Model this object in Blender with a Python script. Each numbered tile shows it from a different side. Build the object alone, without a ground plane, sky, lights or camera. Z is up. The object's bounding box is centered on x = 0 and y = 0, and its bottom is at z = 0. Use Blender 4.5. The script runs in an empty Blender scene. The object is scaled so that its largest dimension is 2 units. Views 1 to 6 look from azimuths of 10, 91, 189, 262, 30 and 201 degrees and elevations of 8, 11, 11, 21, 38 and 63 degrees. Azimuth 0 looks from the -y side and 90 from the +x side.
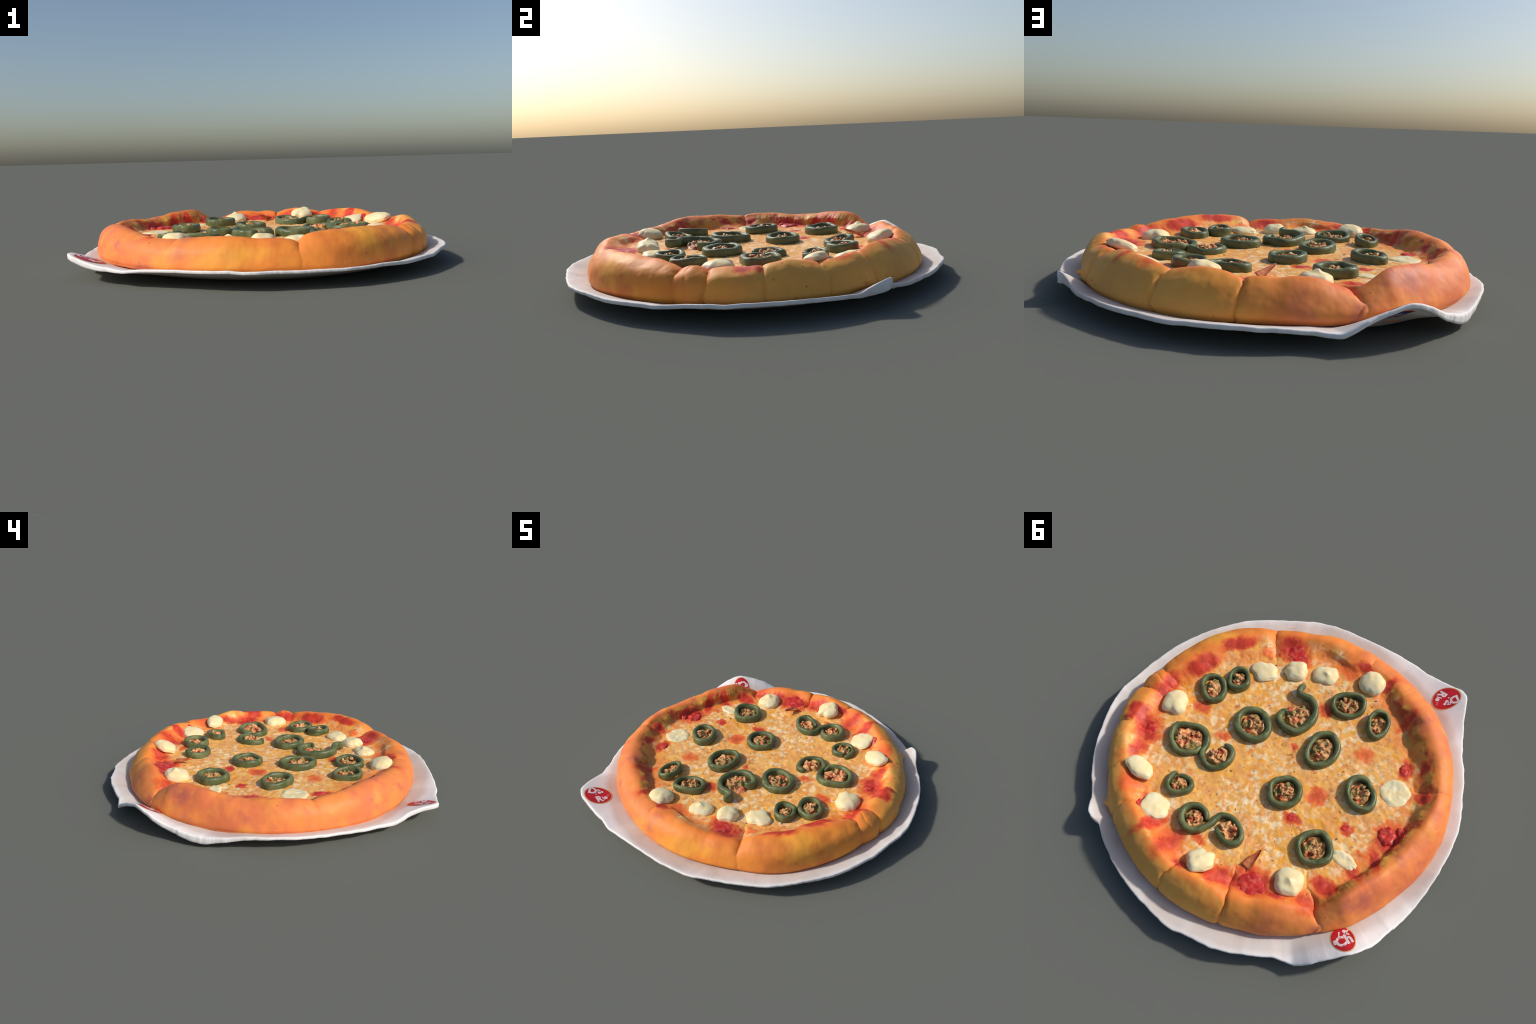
import bpy, math, random
import numpy as np
from mathutils import Vector, Matrix
from mathutils.bvhtree import BVHTree
from mathutils import noise as mnoise

rng = random.Random(7)
TAU = 2 * math.pi

# ------------------------------------------------------------------ helpers
_pt = np.random.RandomState(11).permutation(256)
_pt = np.concatenate([_pt, _pt, _pt])
_gr = np.random.RandomState(5).normal(size=(256, 3))
_gr /= np.linalg.norm(_gr, axis=1)[:, None]

def perlin(p):
    """gradient noise, p (...,3) -> about -1..1"""
    p = np.asarray(p, float)
    i = np.floor(p).astype(int)
    f = p - i
    u = f * f * f * (f * (f * 6 - 15) + 10)
    out = 0.0
    for dx in (0, 1):
        for dy in (0, 1):
            for dz in (0, 1):
                h = _pt[_pt[_pt[(i[..., 0] + dx) & 255] + ((i[..., 1] + dy) & 255)] + ((i[..., 2] + dz) & 255)]
                d = f - np.array([dx, dy, dz])
                w = (u[..., 0] if dx else 1 - u[..., 0]) * (u[..., 1] if dy else 1 - u[..., 1]) * (u[..., 2] if dz else 1 - u[..., 2])
                out = out + w * (d * _gr[h]).sum(-1)
    return out * 1.6

def fbm(p, octaves=3):
    a, s, t = 1.0, 1.0, 0.0
    for k in range(octaves):
        t = t + a * perlin(np.asarray(p) * s + 17.3 * k)
        a *= 0.5
        s *= 2.03
    return t

def perlin1(p):
    return mnoise.noise(Vector((float(p[0]) + .31, float(p[1]) + .17, float(p[2]) + .43))) * 1.5

def fbm1(p, octaves=3):
    a, s, t = 1.0, 1.0, 0.0
    for k in range(octaves):
        t += a * perlin1((p[0] * s + 17.3 * k, p[1] * s + 17.3 * k, p[2] * s + 17.3 * k))
        a *= 0.5
        s *= 2.03
    return t

def around(table, col, n, sigma):
    """periodic table over the angle (degrees) -> n smooth samples"""
    a = np.array([r[0] for r in table], float)
    v = np.array([r[col] for r in table], float)
    deg = np.arange(n) * 360.0 / n - 180.0
    y = np.interp(deg, a, v, period=360.0)
    if sigma > 0:
        k = np.fft.fftfreq(n) * n
        s = math.radians(sigma)
        y = np.fft.ifft(np.fft.fft(y) * np.exp(-0.5 * (k * s) ** 2)).real
    return deg, y

def loft(points, counts):
    """Catmull-Rom through control rings. points: list of (r, z) arrays over the angle"""
    R = [np.asarray(p[0], float) for p in points]
    Z = [np.asarray(p[1], float) for p in points]
    out_r, out_z = [], []
    n = len(points)
    for s in range(n - 1):
        i0, i1, i2, i3 = max(s - 1, 0), s, s + 1, min(s + 2, n - 1)
        for k in range(counts[s]):
            t = k / counts[s]
            t2, t3 = t * t, t * t * t
            c = (-0.5 * t3 + t2 - 0.5 * t, 1.5 * t3 - 2.5 * t2 + 1, -1.5 * t3 + 2 * t2 + 0.5 * t, 0.5 * t3 - 0.5 * t2)
            out_r.append(sum(w * R[i] for w, i in zip(c, (i0, i1, i2, i3))))
            out_z.append(sum(w * Z[i] for w, i in zip(c, (i0, i1, i2, i3))))
    out_r.append(R[-1]); out_z.append(Z[-1])
    return np.array(out_r), np.array(out_z)

def mesh_from(name, verts, faces, smooth=True):
    me = bpy.data.meshes.new(name)
    me.from_pydata([tuple(map(float, v)) for v in verts], [], [tuple(map(int, f)) for f in faces])
    me.update()
    if smooth:
        me.polygons.foreach_set('use_smooth', [True] * len(me.polygons))
    return me

def add(name, me, mat, parent, loc=(0, 0, 0)):
    ob = bpy.data.objects.new(name, me)
    bpy.context.scene.collection.objects.link(ob)
    if mat:
        ob.data.materials.clear()
        ob.data.materials.append(mat)
    ob.parent = parent
    ob.location = loc
    return ob

def grid_faces(rows, cols):
    """rows x cols vertices, closed along cols"""
    i = np.arange(rows - 1)[:, None] * cols
    j = np.arange(cols)[None, :]
    k = (j + 1) % cols
    return np.stack([i + j, i + k, i + cols + k, i + cols + j], -1).reshape(-1, 4)

# ------------------------------------------------------------------ node helpers
class Nodes:
    def __init__(self, name):
        self.mat = bpy.data.materials.new(name)
        self.mat.use_nodes = True
        self.t = self.mat.node_tree
        self.bsdf = self.t.nodes['Principled BSDF']
        self.co = self.t.nodes.new('ShaderNodeTexCoord').outputs['Object']
    def new(self, kind, **props):
        n = self.t.nodes.new(kind)
        for k, v in props.items():
            setattr(n, k, v)
        return n
    def put(self, sock, v):
        if hasattr(v, 'is_linked'):
            self.t.links.new(v, sock)
        else:
            sock.default_value = v
    def math(self, op, a, b=0.0, c=0.0, clamp=False):
        n = self.new('ShaderNodeMath', operation=op, use_clamp=clamp)
        for s, v in zip(n.inputs, (a, b, c)):
            self.put(s, v)
        return n.outputs[0]
    def vmath(self, op, a, b=(0, 0, 0), scale=None):
        n = self.new('ShaderNodeVectorMath', operation=op)
        self.put(n.inputs[0], a)
        self.put(n.inputs[1], b)
        if scale is not None:
            self.put(n.inputs['Scale'], scale)
        return n.outputs['Value'] if op in ('LENGTH', 'DISTANCE', 'DOT_PRODUCT') else n.outputs['Vector']
    def noise(self, scale, detail=3.0, rough=0.55, vec=None, out='Fac', dist=0.0):
        n = self.new('ShaderNodeTexNoise')
        self.put(n.inputs['Vector'], vec if vec is not None else self.co)
        n.inputs['Scale'].default_value = scale
        n.inputs['Detail'].default_value = detail
        n.inputs['Roughness'].default_value = rough
        n.inputs['Distortion'].default_value = dist
        return n.outputs[0] if out == 'Fac' else n.outputs[1]
    def voronoi(self, scale, vec=None, rand=1.0, out='Distance', feature='F1'):
        n = self.new('ShaderNodeTexVoronoi', feature=feature)
        self.put(n.inputs['Vector'], vec if vec is not None else self.co)
        n.inputs['Scale'].default_value = scale
        n.inputs['Randomness'].default_value = rand
        return n.outputs[out]
    def range(self, v, a, b, lo=0.0, hi=1.0, smooth=True):
        n = self.new('ShaderNodeMapRange', interpolation_type='SMOOTHSTEP' if smooth else 'LINEAR')
        self.put(n.inputs['Value'], v)
        for k, x in (('From Min', a), ('From Max', b), ('To Min', lo), ('To Max', hi)):
            self.put(n.inputs[k], x)
        return n.outputs[0]
    def mix(self, f, a, b, blend='MIX'):
        n = self.new('ShaderNodeMix', data_type='RGBA', blend_type=blend)
        self.put(n.inputs[0], f)
        self.put(n.inputs[6], a if hasattr(a, 'is_linked') else (*a, 1))
        self.put(n.inputs[7], b if hasattr(b, 'is_linked') else (*b, 1))
        return n.outputs[2]
    def ramp(self, v, stops, interp='LINEAR'):
        n = self.new('ShaderNodeValToRGB')
        r = n.color_ramp
        r.interpolation = interp
        while len(r.elements) < len(stops):
            r.elements.new(0.5)
        for e, (p, c) in zip(r.elements, stops):
            e.position = p
            e.color = (*c, 1) if len(c) == 3 else c
        self.put(n.inputs[0], v)
        return n.outputs[0]
    def finish(self, color, rough=0.6, bump=None, strength=0.3, dist=0.002, spec=0.35, sss=0.0):
        self.put(self.bsdf.inputs['Base Color'], color if hasattr(color, 'is_linked') else (*color, 1))
        self.put(self.bsdf.inputs['Roughness'], rough)
        self.bsdf.inputs['Specular IOR Level'].default_value = spec
        if sss:
            self.bsdf.inputs['Subsurface Weight'].default_value = sss
            self.bsdf.inputs['Subsurface Radius'].default_value = (0.012, 0.006, 0.003)
        if bump is not None:
            b = self.new('ShaderNodeBump')
            b.inputs['Strength'].default_value = strength
            b.inputs['Distance'].default_value = dist
            self.put(b.inputs['Height'], bump)
            self.t.links.new(b.outputs[0], self.bsdf.inputs['Normal'])
        return self.mat

def srgb(r, g, b):
    f = lambda c: (c / 255 / 12.92) if c <= 10 else ((c / 255 + 0.055) / 1.055) ** 2.4
    return (f(r), f(g), f(b))

# ------------------------------------------------------------------ roots
def root(name, label, category):
    e = bpy.data.objects.new(name, None)
    e.empty_display_size = 0.1
    bpy.context.scene.collection.objects.link(e)
    e['label'] = label
    e['category'] = category
    return e

plate_root = root('paper_plate', 'shallow white paper plate with wavy torn rim and red stickers', 'paper plate')
pizza_root = root('pizza', 'thick crust pizza with green pepper rings, mozzarella blobs and tomato', 'pizza')

# ================================================================== PAPER PLATE
# angle, rim radius, rim height (middle of the edge), height of the turned-down edge
RIM = [
 (-180, 0.998, 0.076, 0.015), (-170, 0.991, 0.07, 0.015), (-160, 1.004, 0.067, 0.017), (-155, 1.01, 0.066, 0.019),
 (-150, 1.037, 0.066, 0.021), (-145, 1.066, 0.112, 0.029), (-142, 1.094, 0.126, 0.024), (-138.5, 1.138, 0.132, 0.026),
 (-136, 1.138, 0.124, 0.028), (-133, 1.106, 0.106, 0.03), (-129, 1.08, 0.088, 0.027), (-125, 1.052, 0.079, 0.021),
 (-120, 1.045, 0.072, 0.015), (-117, 1.03, 0.078, 0.015), (-111, 1.008, 0.085, 0.015), (-106, 0.998, 0.088, 0.015),
 (-100, 0.993, 0.087, 0.015), (-91, 0.997, 0.09, 0.015), (-86, 1.0, 0.086, 0.015), (-82, 0.995, 0.085, 0.015),
 (-77, 0.985, 0.086, 0.015), (-70, 0.986, 0.083, 0.015), (-60, 1.0, 0.083, 0.015), (-52, 0.994, 0.083, 0.015),
 (-44, 0.992, 0.084, 0.019), (-36, 0.993, 0.081, 0.019), (-24, 0.99, 0.081, 0.019), (-16, 0.993, 0.088, 0.019),
 (-10, 1.004, 0.095, 0.019), (-4, 1.005, 0.096, 0.019), (2, 0.996, 0.094, 0.019), (8, 0.992, 0.093, 0.019),
 (15, 0.989, 0.092, 0.019), (22, 0.984, 0.087, 0.019), (28.5, 0.978, 0.081, 0.019), (31, 0.982, 0.098, 0.036),
 (33.5, 0.992, 0.117, 0.05), (36, 1.001, 0.131, 0.06), (38.8, 0.984, 0.128, 0.052), (39.6, 0.965, 0.09, 0.019),
 (44, 0.97, 0.081, 0.019), (48, 0.97, 0.078, 0.019), (55, 0.972, 0.08, 0.019), (62, 0.976, 0.076, 0.019),
 (70, 0.981, 0.079, 0.019), (76, 0.994, 0.08, 0.019), (80, 1.0, 0.08, 0.019), (84, 0.989, 0.079, 0.019),
 (88, 0.992, 0.081, 0.019), (92, 0.999, 0.083, 0.019), (98, 0.996, 0.081, 0.019), (103, 0.993, 0.077, 0.019),
 (109, 0.99, 0.07, 0.019), (112, 1.008, 0.062, 0.019), (114.5, 1.03, 0.062, 0.019), (117, 1.041, 0.088, 0.019),
 (119, 1.042, 0.113, 0.019), (123, 1.041, 0.141, 0.019), (128.6, 1.055, 0.166, 0.019), (131, 1.058, 0.161, 0.021),
 (135, 1.055, 0.133, 0.025), (141, 1.031, 0.092, 0.033), (147, 1.021, 0.066, 0.043), (151, 1.014, 0.056, 0.045),
 (155, 1.005, 0.062, 0.033), (163, 0.996, 0.078, 0.021), (172, 0.997, 0.078, 0.015),
]
NP = 1440
deg_p, rim_r = around(RIM, 1, NP, 0.55)
_, rim_z = around(RIM, 2, NP, 0.55)
_, rim_h = around(RIM, 3, NP, 1.2)
ang_p = np.radians(deg_p)
cx, sx = np.cos(ang_p), np.sin(ang_p)
edge_noise = fbm(np.stack([cx * 14, sx * 14, 0 * cx + 3], -1), 4)
rim_r = rim_r + 0.0030 * edge_noise + 0.0005 * perlin(np.stack([cx * 90, sx * 90, 0 * cx], -1))
T_PAPER = 0.014
R_FLAT = 0.69

def plate_top(theta_idx_f, r):
    """height of the upper paper face at a fractional angle index and radius"""
    i = np.floor(theta_idx_f).astype(int) % NP
    f = theta_idx_f - np.floor(theta_idx_f)
    rr = rim_r[i] * (1 - f) + rim_r[(i + 1) % NP] * f
    zz = rim_z[i] * (1 - f) + rim_z[(i + 1) % NP] * f + 0.006
    t = np.clip((r - R_FLAT) / (rr - R_FLAT), 0, 1.05)
    base = 0.084
    lift = zz - base
    s = t * t * (3 - 2 * t) * 0.35 + t * 0.65
    return T_PAPER + (base - T_PAPER) * s + lift * np.clip((r - .865) / (rr - .865), 0, 1.05) ** 0.9

def plate_height(x, y):
    th = np.degrees(np.arctan2(y, x))
    return plate_top((th + 180.0) / 360.0 * NP, np.hypot(x, y))

def crease(x, y):
    r = math.hypot(x, y)
    c, d = x / r, y / r
    w = 0.0022 * float(fbm(np.array([x * 7, y * 7, 9.0]), 2)) * min(max((r - .85) / .08, 0), 1)
    f = .5 - abs(float(perlin(np.array([c * 9, d * 9, r * 1.5]))))
    return w + .0035 * f * min(max((r - .90) / .10, 0), 1)

idx = np.arange(NP).astype(float)
rows_r, rows_z = [], []
top_t = np.concatenate([np.linspace(0.02, R_FLAT, 10), R_FLAT + np.linspace(0, 1, 44)[1:]])
for q in top_t:
    if q <= R_FLAT:
        r = np.full(NP, q)
    else:
        r = R_FLAT + (rim_r - 0.006 - R_FLAT) * (q - R_FLAT)
    z = plate_top(idx, r)
    wob = 0.0022 * fbm(np.stack([cx * r * 7, sx * r * 7, 0 * r + 9], -1), 2) * np.clip((r - 0.85) / 0.08, 0, 1)
    fold = .5 - np.abs(perlin(np.stack([cx * 9, sx * 9, 0 * r + r * 1.5], -1)))
    wob = wob + .0035 * fold * np.clip((r - 0.90) / 0.10, 0, 1)
    rows_r.append(r); rows_z.append(z + wob)
# rounded outer edge, then the underside back to the middle
zt = rows_z[-1]
chip = 0.0022 * fbm(np.stack([cx * 40, sx * 40, 0 * cx + 5], -1), 3) * np.clip((rim_h - 0.019) / 0.03, 0.12, 1)
hh = rim_h
rows_r.append(rim_r - 0.0015 + chip); rows_z.append(zt - 0.0022)
rows_r.append(rim_r + chip * 1.5); rows_z.append(zt - hh * 0.35)
rows_r.append(rim_r - 0.001 - chip); rows_z.append(zt - hh * 0.65)
rows_r.append(rim_r - 0.001 + chip * 1.3); rows_z.append(zt - hh * 0.92)
rows_r.append(rim_r - 0.006); rows_z.append(np.maximum(zt - hh, 0.002))
rows_r.append(rim_r - 0.015); rows_z.append(np.maximum(zt - np.minimum(hh, 0.018), 0.001))
for t in np.linspace(0.96, 0.0, 36)[1:]:
    r = R_FLAT + (rim_r - 0.02 - R_FLAT) * t
    rows_r.append(r); rows_z.append(np.maximum(plate_top(idx, r) - T_PAPER, 0.0))
for q in np.linspace(R_FLAT, 0.02, 10)[1:]:
    rows_r.append(np.full(NP, q)); rows_z.append(np.zeros(NP))
PR, PZ = np.array(rows_r), np.array(rows_z)
verts = np.stack([PR * cx, PR * sx, PZ], -1).reshape(-1, 3)
faces = grid_faces(len(PR), NP).tolist()
n_rows = len(PR)
verts = np.vstack([verts, [[0, 0, T_PAPER], [0, 0, 0]]])
ct, cb = len(verts) - 2, len(verts) - 1
faces = [f[::-1] for f in faces]
faces += [(ct, j, (j + 1) % NP) for j in range(NP)]
o = (n_rows - 1) * NP
faces += [(cb, o + (j + 1) % NP, o + j) for j in range(NP)]

def paper_material():
    n = Nodes('white_paper')
    a = n.noise(3.0, 4)
    col = n.mix(n.range(a, .38, .66), srgb(208, 195, 186), srgb(214, 205, 199))
    r = n.vmath('LENGTH', n.vmath('MULTIPLY', n.co, (1, 1, 0)))
    rn = n.math('ADD', r, n.math('MULTIPLY', n.math('SUBTRACT', n.noise(6, 3), .5), .06))
    # clean white outer border, greasy ring by the crust
    col = n.mix(n.range(rn, .955, 1.01), col, srgb(232, 228, 225))
    grease = n.math('MULTIPLY', n.range(rn, .945, .885), n.range(n.noise(9, 4), .44, .62))
    col = n.mix(n.math('MULTIPLY', grease, .22), col, srgb(176, 132, 108))
    # fine brown streaks running round the plate
    sep = n.new('ShaderNodeSeparateXYZ'); n.put(sep.inputs[0], n.co)
    ang = n.math('ARCTAN2', sep.outputs[1], sep.outputs[0])
    pol = n.new('ShaderNodeCombineXYZ')
    n.put(pol.inputs[0], n.math('MULTIPLY', n.math('ABSOLUTE', ang), 5.0)); n.put(pol.inputs[1], n.math('MULTIPLY', r, 70.0))
    streak = n.noise(1.0, 3, .6, vec=pol.outputs[0])
    sm = n.math('MULTIPLY', n.range(streak, .67, .74), n.range(rn, .97, .93))
    col = n.mix(n.math('MULTIPLY', sm, .6), col, srgb(196, 150, 118))
    spot = n.voronoi(9.0)
    col = n.mix(n.math('MULTIPLY', n.range(spot, .035, .02), .6), col, srgb(150, 130, 118))
    bump = n.noise(60, 3)
    return n.finish(col, 0.62, bump, .18, .002, .3)

M_PAPER = paper_material()
add('plate_sheet', mesh_from('plate_sheet', verts, faces), M_PAPER, plate_root)

# ---- round stickers
M_RED = None
def flat_material(name, c, c2, rough=.5):
    n = Nodes(name)
    return n.finish(n.mix(n.range(n.noise(14, 3), .35, .65), c, c2), rough, n.noise(80, 2), .1, .001, .35)
M_RED = flat_material('red_print', srgb(200, 38, 48), srgb(176, 30, 42), .42)
M_GOLD = flat_material('gold_print', srgb(232, 178, 110), srgb(216, 160, 100))
M_WHITE = flat_material('white_print', srgb(238, 222, 222), srgb(220, 196, 198))
M_PINK = flat_material('pink_print', srgb(218, 120, 130), srgb(206, 104, 116))
M_BLUE = flat_material('blue_print', srgb(30, 70, 150), srgb(40, 100, 170))

def disc_on_plate(name, center, rx, ry, rot, off, mat, parent, ring=None):
    """a thin printed disc that follows the paper"""
    vs, fs = [], []
    NA, NR = 72, 14
    lo = ring or 0.0
    for k in range(NR + 1):
        q = lo + (1 - lo) * k / NR
        for j in range(NA):
            a = TAU * j / NA
            w = 1 + 0.03 * math.sin(2 * a + 1) + 0.02 * math.sin(3 * a)
            u, v = rx * q * w * math.cos(a), ry * q * w * math.sin(a)
            x = center[0] + u * math.cos(rot) - v * math.sin(rot)
            y = center[1] + u * math.sin(rot) + v * math.cos(rot)
            th = (math.degrees(math.atan2(y, x)) + 180) / 360 * NP
            lim = rim_r[int(th) % NP] - 0.010
            rr = math.hypot(x, y)
            if rr > lim:
                x, y = x * lim / rr, y * lim / rr
            vs.append((x, y, float(plate_height(x, y)) + off + crease(x, y)))
    for k in range(NR):
        for j in range(NA):
            fs.append((k * NA + j, (k + 1) * NA + j, (k + 1) * NA + (j + 1) % NA, k * NA + (j + 1) % NA))
    me = mesh_from(name, vs, fs)
    ob = add(name, me, mat, parent)
    return ob

def text_on_plate(name, body, center, rot, size, off, mat, parent, shear=0.0, sx=1.0):
    cu = bpy.data.curves.new(name, 'FONT')
    cu.body = body
    cu.size = size
    cu.align_x, cu.align_y = 'CENTER', 'CENTER'
    cu.shear = shear
    cu.offset = size * 0.045
    cu.resolution_u = 3
    tmp = bpy.data.objects.new(name + '_tmp', cu)
    bpy.context.scene.collection.objects.link(tmp)
    dg = bpy.context.evaluated_depsgraph_get()
    me = bpy.data.meshes.new_from_object(tmp.evaluated_get(dg))
    bpy.data.objects.remove(tmp)
    bpy.data.curves.remove(cu)
    for v in me.vertices:
        u, w = v.co.x * sx, v.co.y
        x = center[0] + u * math.cos(rot) - w * math.sin(rot)
        y = center[1] + u * math.sin(rot) + w * math.cos(rot)
        v.co = (x, y, float(plate_height(x, y)) + off + crease(x, y))
    me.name = name
    return add(name, me, mat, parent)

def blob_on_plate(name, center, rx, ry, rot, off, mat, parent):
    return disc_on_plate(name, center, rx, ry, rot, off, mat, parent)

# sticker on the south-west corner: reads from the south-east
c1 = Vector((-.745, -.722))
right = math.radians(38.0)
def at(c, rot, u, v):
    return (c[0] + u * math.cos(rot) - v * math.sin(rot), c[1] + u * math.sin(rot) + v * math.cos(rot))
border = disc_on_plate('sticker', c1, .078, .071, right, .0012, M_GOLD, plate_root)
face = disc_on_plate('sticker_face', c1, .0725, .0655, right, .0022, M_RED, border)
for body, u, v, size, mat, rt in (('D', -.033, .028, .066, M_WHITE, -.12), ('o', .000, .041, .034, M_WHITE, -.3), ('R', .008, -.034, .060, M_WHITE, .45), ('ie', .038, -.016, .040, M_WHITE, .75), ('oo', .054, .008, .022, M_PINK, .95)):
    p = at(c1, right, u, v)
    text_on_plate('sticker_letter', body, p, right + rt, size, .0032, mat, border)
for u, v, a, b in ((.006, .020, .010, .008), (.021, .030, .008, .0075), (.010, .040, .0035, .003), (-.012, .004, .005, .0035)):
    blob_on_plate('sticker_mark', at(c1, right, u, v), a, b, right, .0031, M_WHITE, border)
# sticker on the north-west flap
c2 = Vector((-.612, .752))
r2 = math.radians(120.0)
border2 = disc_on_plate('sticker', c2, .066, .060, r2, .0012, M_GOLD, plate_root)
disc_on_plate('sticker_face', c2, .0615, .0555, r2, .0022, M_RED, border2)
for body, u, v, size, rt in (('Ch', .002, -.010, .068, .25), ('a', -.040, -.008, .044, .1), ('%', .020, .028, .046, -.2), ('l', -.014, .026, .036, -.3)):
    text_on_plate('sticker_letter', body, at(c2, r2 + math.pi * .5, u, v), r2 + math.pi * .5 + rt, size, .0032, M_WHITE, border2)

# printed label on the underside of the lifted north-west flap
def label_patch(name, a0, a1, t0, t1, off, mat, parent, skew=0.0):
    vs, fs = [], []
    NA, NR = 30, 8
    for k in range(NR + 1):
        for j in range(NA + 1):
            f = j / NA
            a = a0 + (a1 - a0) * f + skew * (k / NR)
            th = (a + 180) / 360 * NP
            rim = float(np.interp(a, deg_p, rim_r))
            r = R_FLAT + (rim - .02 - R_FLAT) * (t0 + (t1 - t0) * k / NR)
            z = float(plate_top(np.array(th), np.array(r))) - T_PAPER - off
            vs.append((r * math.cos(math.radians(a)), r * math.sin(math.radians(a)), z))
    for k in range(NR):
        for j in range(NA):
            i = k * (NA + 1) + j
            fs.append((i, i + 1, i + NA + 2, i + NA + 1))
    return add(name, mesh_from(name, vs, fs), mat, parent)
lab = label_patch('underside_label', 122.4, 130.2, .74, .93, .0015, M_RED, plate_root, 1.2)
label_patch('label_band', 123.6, 129.6, .77, .90, .0025, M_BLUE, lab, 1.0)
for k in range(7):
    a = 124.4 + k * .75
    label_patch('label_letter', a, a + .45, .80, .87, .0034, M_WHITE, lab, .3)

# ================================================================== PIZZA BODY
# angle, crust foot radius, lip radius, lip height, top radius, top height
RIDGE = [
 (-180, 0.745, 0.8, 0.203, 0.845, 0.228), (-174, 0.745, 0.81, 0.2, 0.85, 0.214), (-166, 0.715, 0.79, 0.205, 0.84, 0.222),
 (-158, 0.71, 0.775, 0.21, 0.83, 0.232), (-150, 0.71, 0.745, 0.205, 0.81, 0.236), (-142, 0.715, 0.75, 0.205, 0.805, 0.233),
 (-136, 0.71, 0.75, 0.2, 0.8, 0.221), (-131, 0.71, 0.76, 0.193, 0.8, 0.211), (-125, 0.72, 0.76, 0.19, 0.8, 0.205),
 (-118, 0.71, 0.75, 0.188, 0.79, 0.199), (-113, 0.69, 0.74, 0.19, 0.79, 0.196), (-108, 0.69, 0.73, 0.198, 0.79, 0.21),
 (-100, 0.7, 0.735, 0.207, 0.785, 0.222), (-92, 0.71, 0.745, 0.205, 0.79, 0.222), (-85, 0.66, 0.73, 0.19, 0.78, 0.212),
 (-77, 0.64, 0.71, 0.18, 0.78, 0.207), (-71.5, 0.64, 0.71, 0.173, 0.78, 0.204), (-69.5, 0.64, 0.71, 0.172, 0.78, 0.198),
 (-66, 0.64, 0.7, 0.185, 0.77, 0.223), (-57, 0.64, 0.7, 0.195, 0.77, 0.238), (-48, 0.65, 0.7, 0.198, 0.77, 0.236),
 (-40, 0.65, 0.7, 0.198, 0.77, 0.233), (-32, 0.65, 0.7, 0.195, 0.765, 0.231), (-26, 0.67, 0.72, 0.18, 0.78, 0.215),
 (-21.5, 0.69, 0.74, 0.17, 0.79, 0.199), (-17, 0.7, 0.74, 0.175, 0.79, 0.218), (-12.5, 0.7, 0.74, 0.17, 0.79, 0.199),
 (-7, 0.68, 0.73, 0.173, 0.79, 0.21), (0, 0.67, 0.74, 0.173, 0.8, 0.208), (5, 0.66, 0.75, 0.175, 0.8, 0.212),
 (11, 0.67, 0.75, 0.185, 0.8, 0.232), (18, 0.66, 0.74, 0.185, 0.79, 0.218), (24, 0.66, 0.74, 0.18, 0.79, 0.202),
 (30, 0.66, 0.73, 0.185, 0.78, 0.212), (36, 0.67, 0.73, 0.19, 0.78, 0.222), (40, 0.67, 0.72, 0.188, 0.77, 0.217),
 (46, 0.67, 0.71, 0.19, 0.76, 0.235), (53, 0.67, 0.71, 0.195, 0.76, 0.239), (60, 0.67, 0.71, 0.19, 0.76, 0.231),
 (66, 0.67, 0.72, 0.185, 0.77, 0.219), (70, 0.67, 0.72, 0.182, 0.78, 0.211), (76, 0.66, 0.71, 0.188, 0.76, 0.226),
 (83, 0.64, 0.7, 0.19, 0.76, 0.233), (88, 0.63, 0.69, 0.185, 0.76, 0.226), (91.5, 0.63, 0.69, 0.17, 0.77, 0.204),
 (96, 0.65, 0.71, 0.18, 0.77, 0.216), (102, 0.67, 0.72, 0.18, 0.77, 0.209), (107, 0.67, 0.72, 0.185, 0.77, 0.221),
 (113, 0.68, 0.73, 0.18, 0.78, 0.211), (119, 0.7, 0.75, 0.165, 0.79, 0.186), (123.5, 0.72, 0.77, 0.157, 0.82, 0.17),
 (128, 0.73, 0.785, 0.178, 0.82, 0.197), (132, 0.735, 0.775, 0.205, 0.82, 0.238), (138, 0.735, 0.76, 0.213, 0.81, 0.247),
 (145, 0.74, 0.755, 0.208, 0.81, 0.237), (153, 0.74, 0.757, 0.198, 0.81, 0.221), (160, 0.745, 0.765, 0.195, 0.82, 0.214),
 (167, 0.75, 0.775, 0.198, 0.825, 0.217), (174, 0.745, 0.785, 0.203, 0.83, 0.225),
]
# angle, widest radius of the crust
GIRTH = [
 (-180, 0.931), (-171, 0.93), (-164, 0.932), (-157, 0.932), (-148, 0.924), (-140, 0.918), (-130, 0.906), (-120, 0.896),
 (-110, 0.893), (-102, 0.89), (-91, 0.884), (-79, 0.876), (-70, 0.878), (-60, 0.894), (-52, 0.9), (-43, 0.893),
 (-31, 0.885), (-21.5, 0.88), (-16, 0.899), (-12.5, 0.893), (-8, 0.904), (-1, 0.904), (5, 0.893), (15, 0.892),
 (25, 0.887), (33, 0.886), (40, 0.886), (50, 0.884), (61, 0.887), (69.6, 0.888), (78, 0.889), (86, 0.89),
 (92, 0.887), (98, 0.884), (104, 0.892), (112, 0.9), (117, 0.903), (125, 0.91), (133, 0.923), (140, 0.918),
 (149, 0.921), (156, 0.929), (164, 0.934), (173, 0.936),
]
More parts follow.
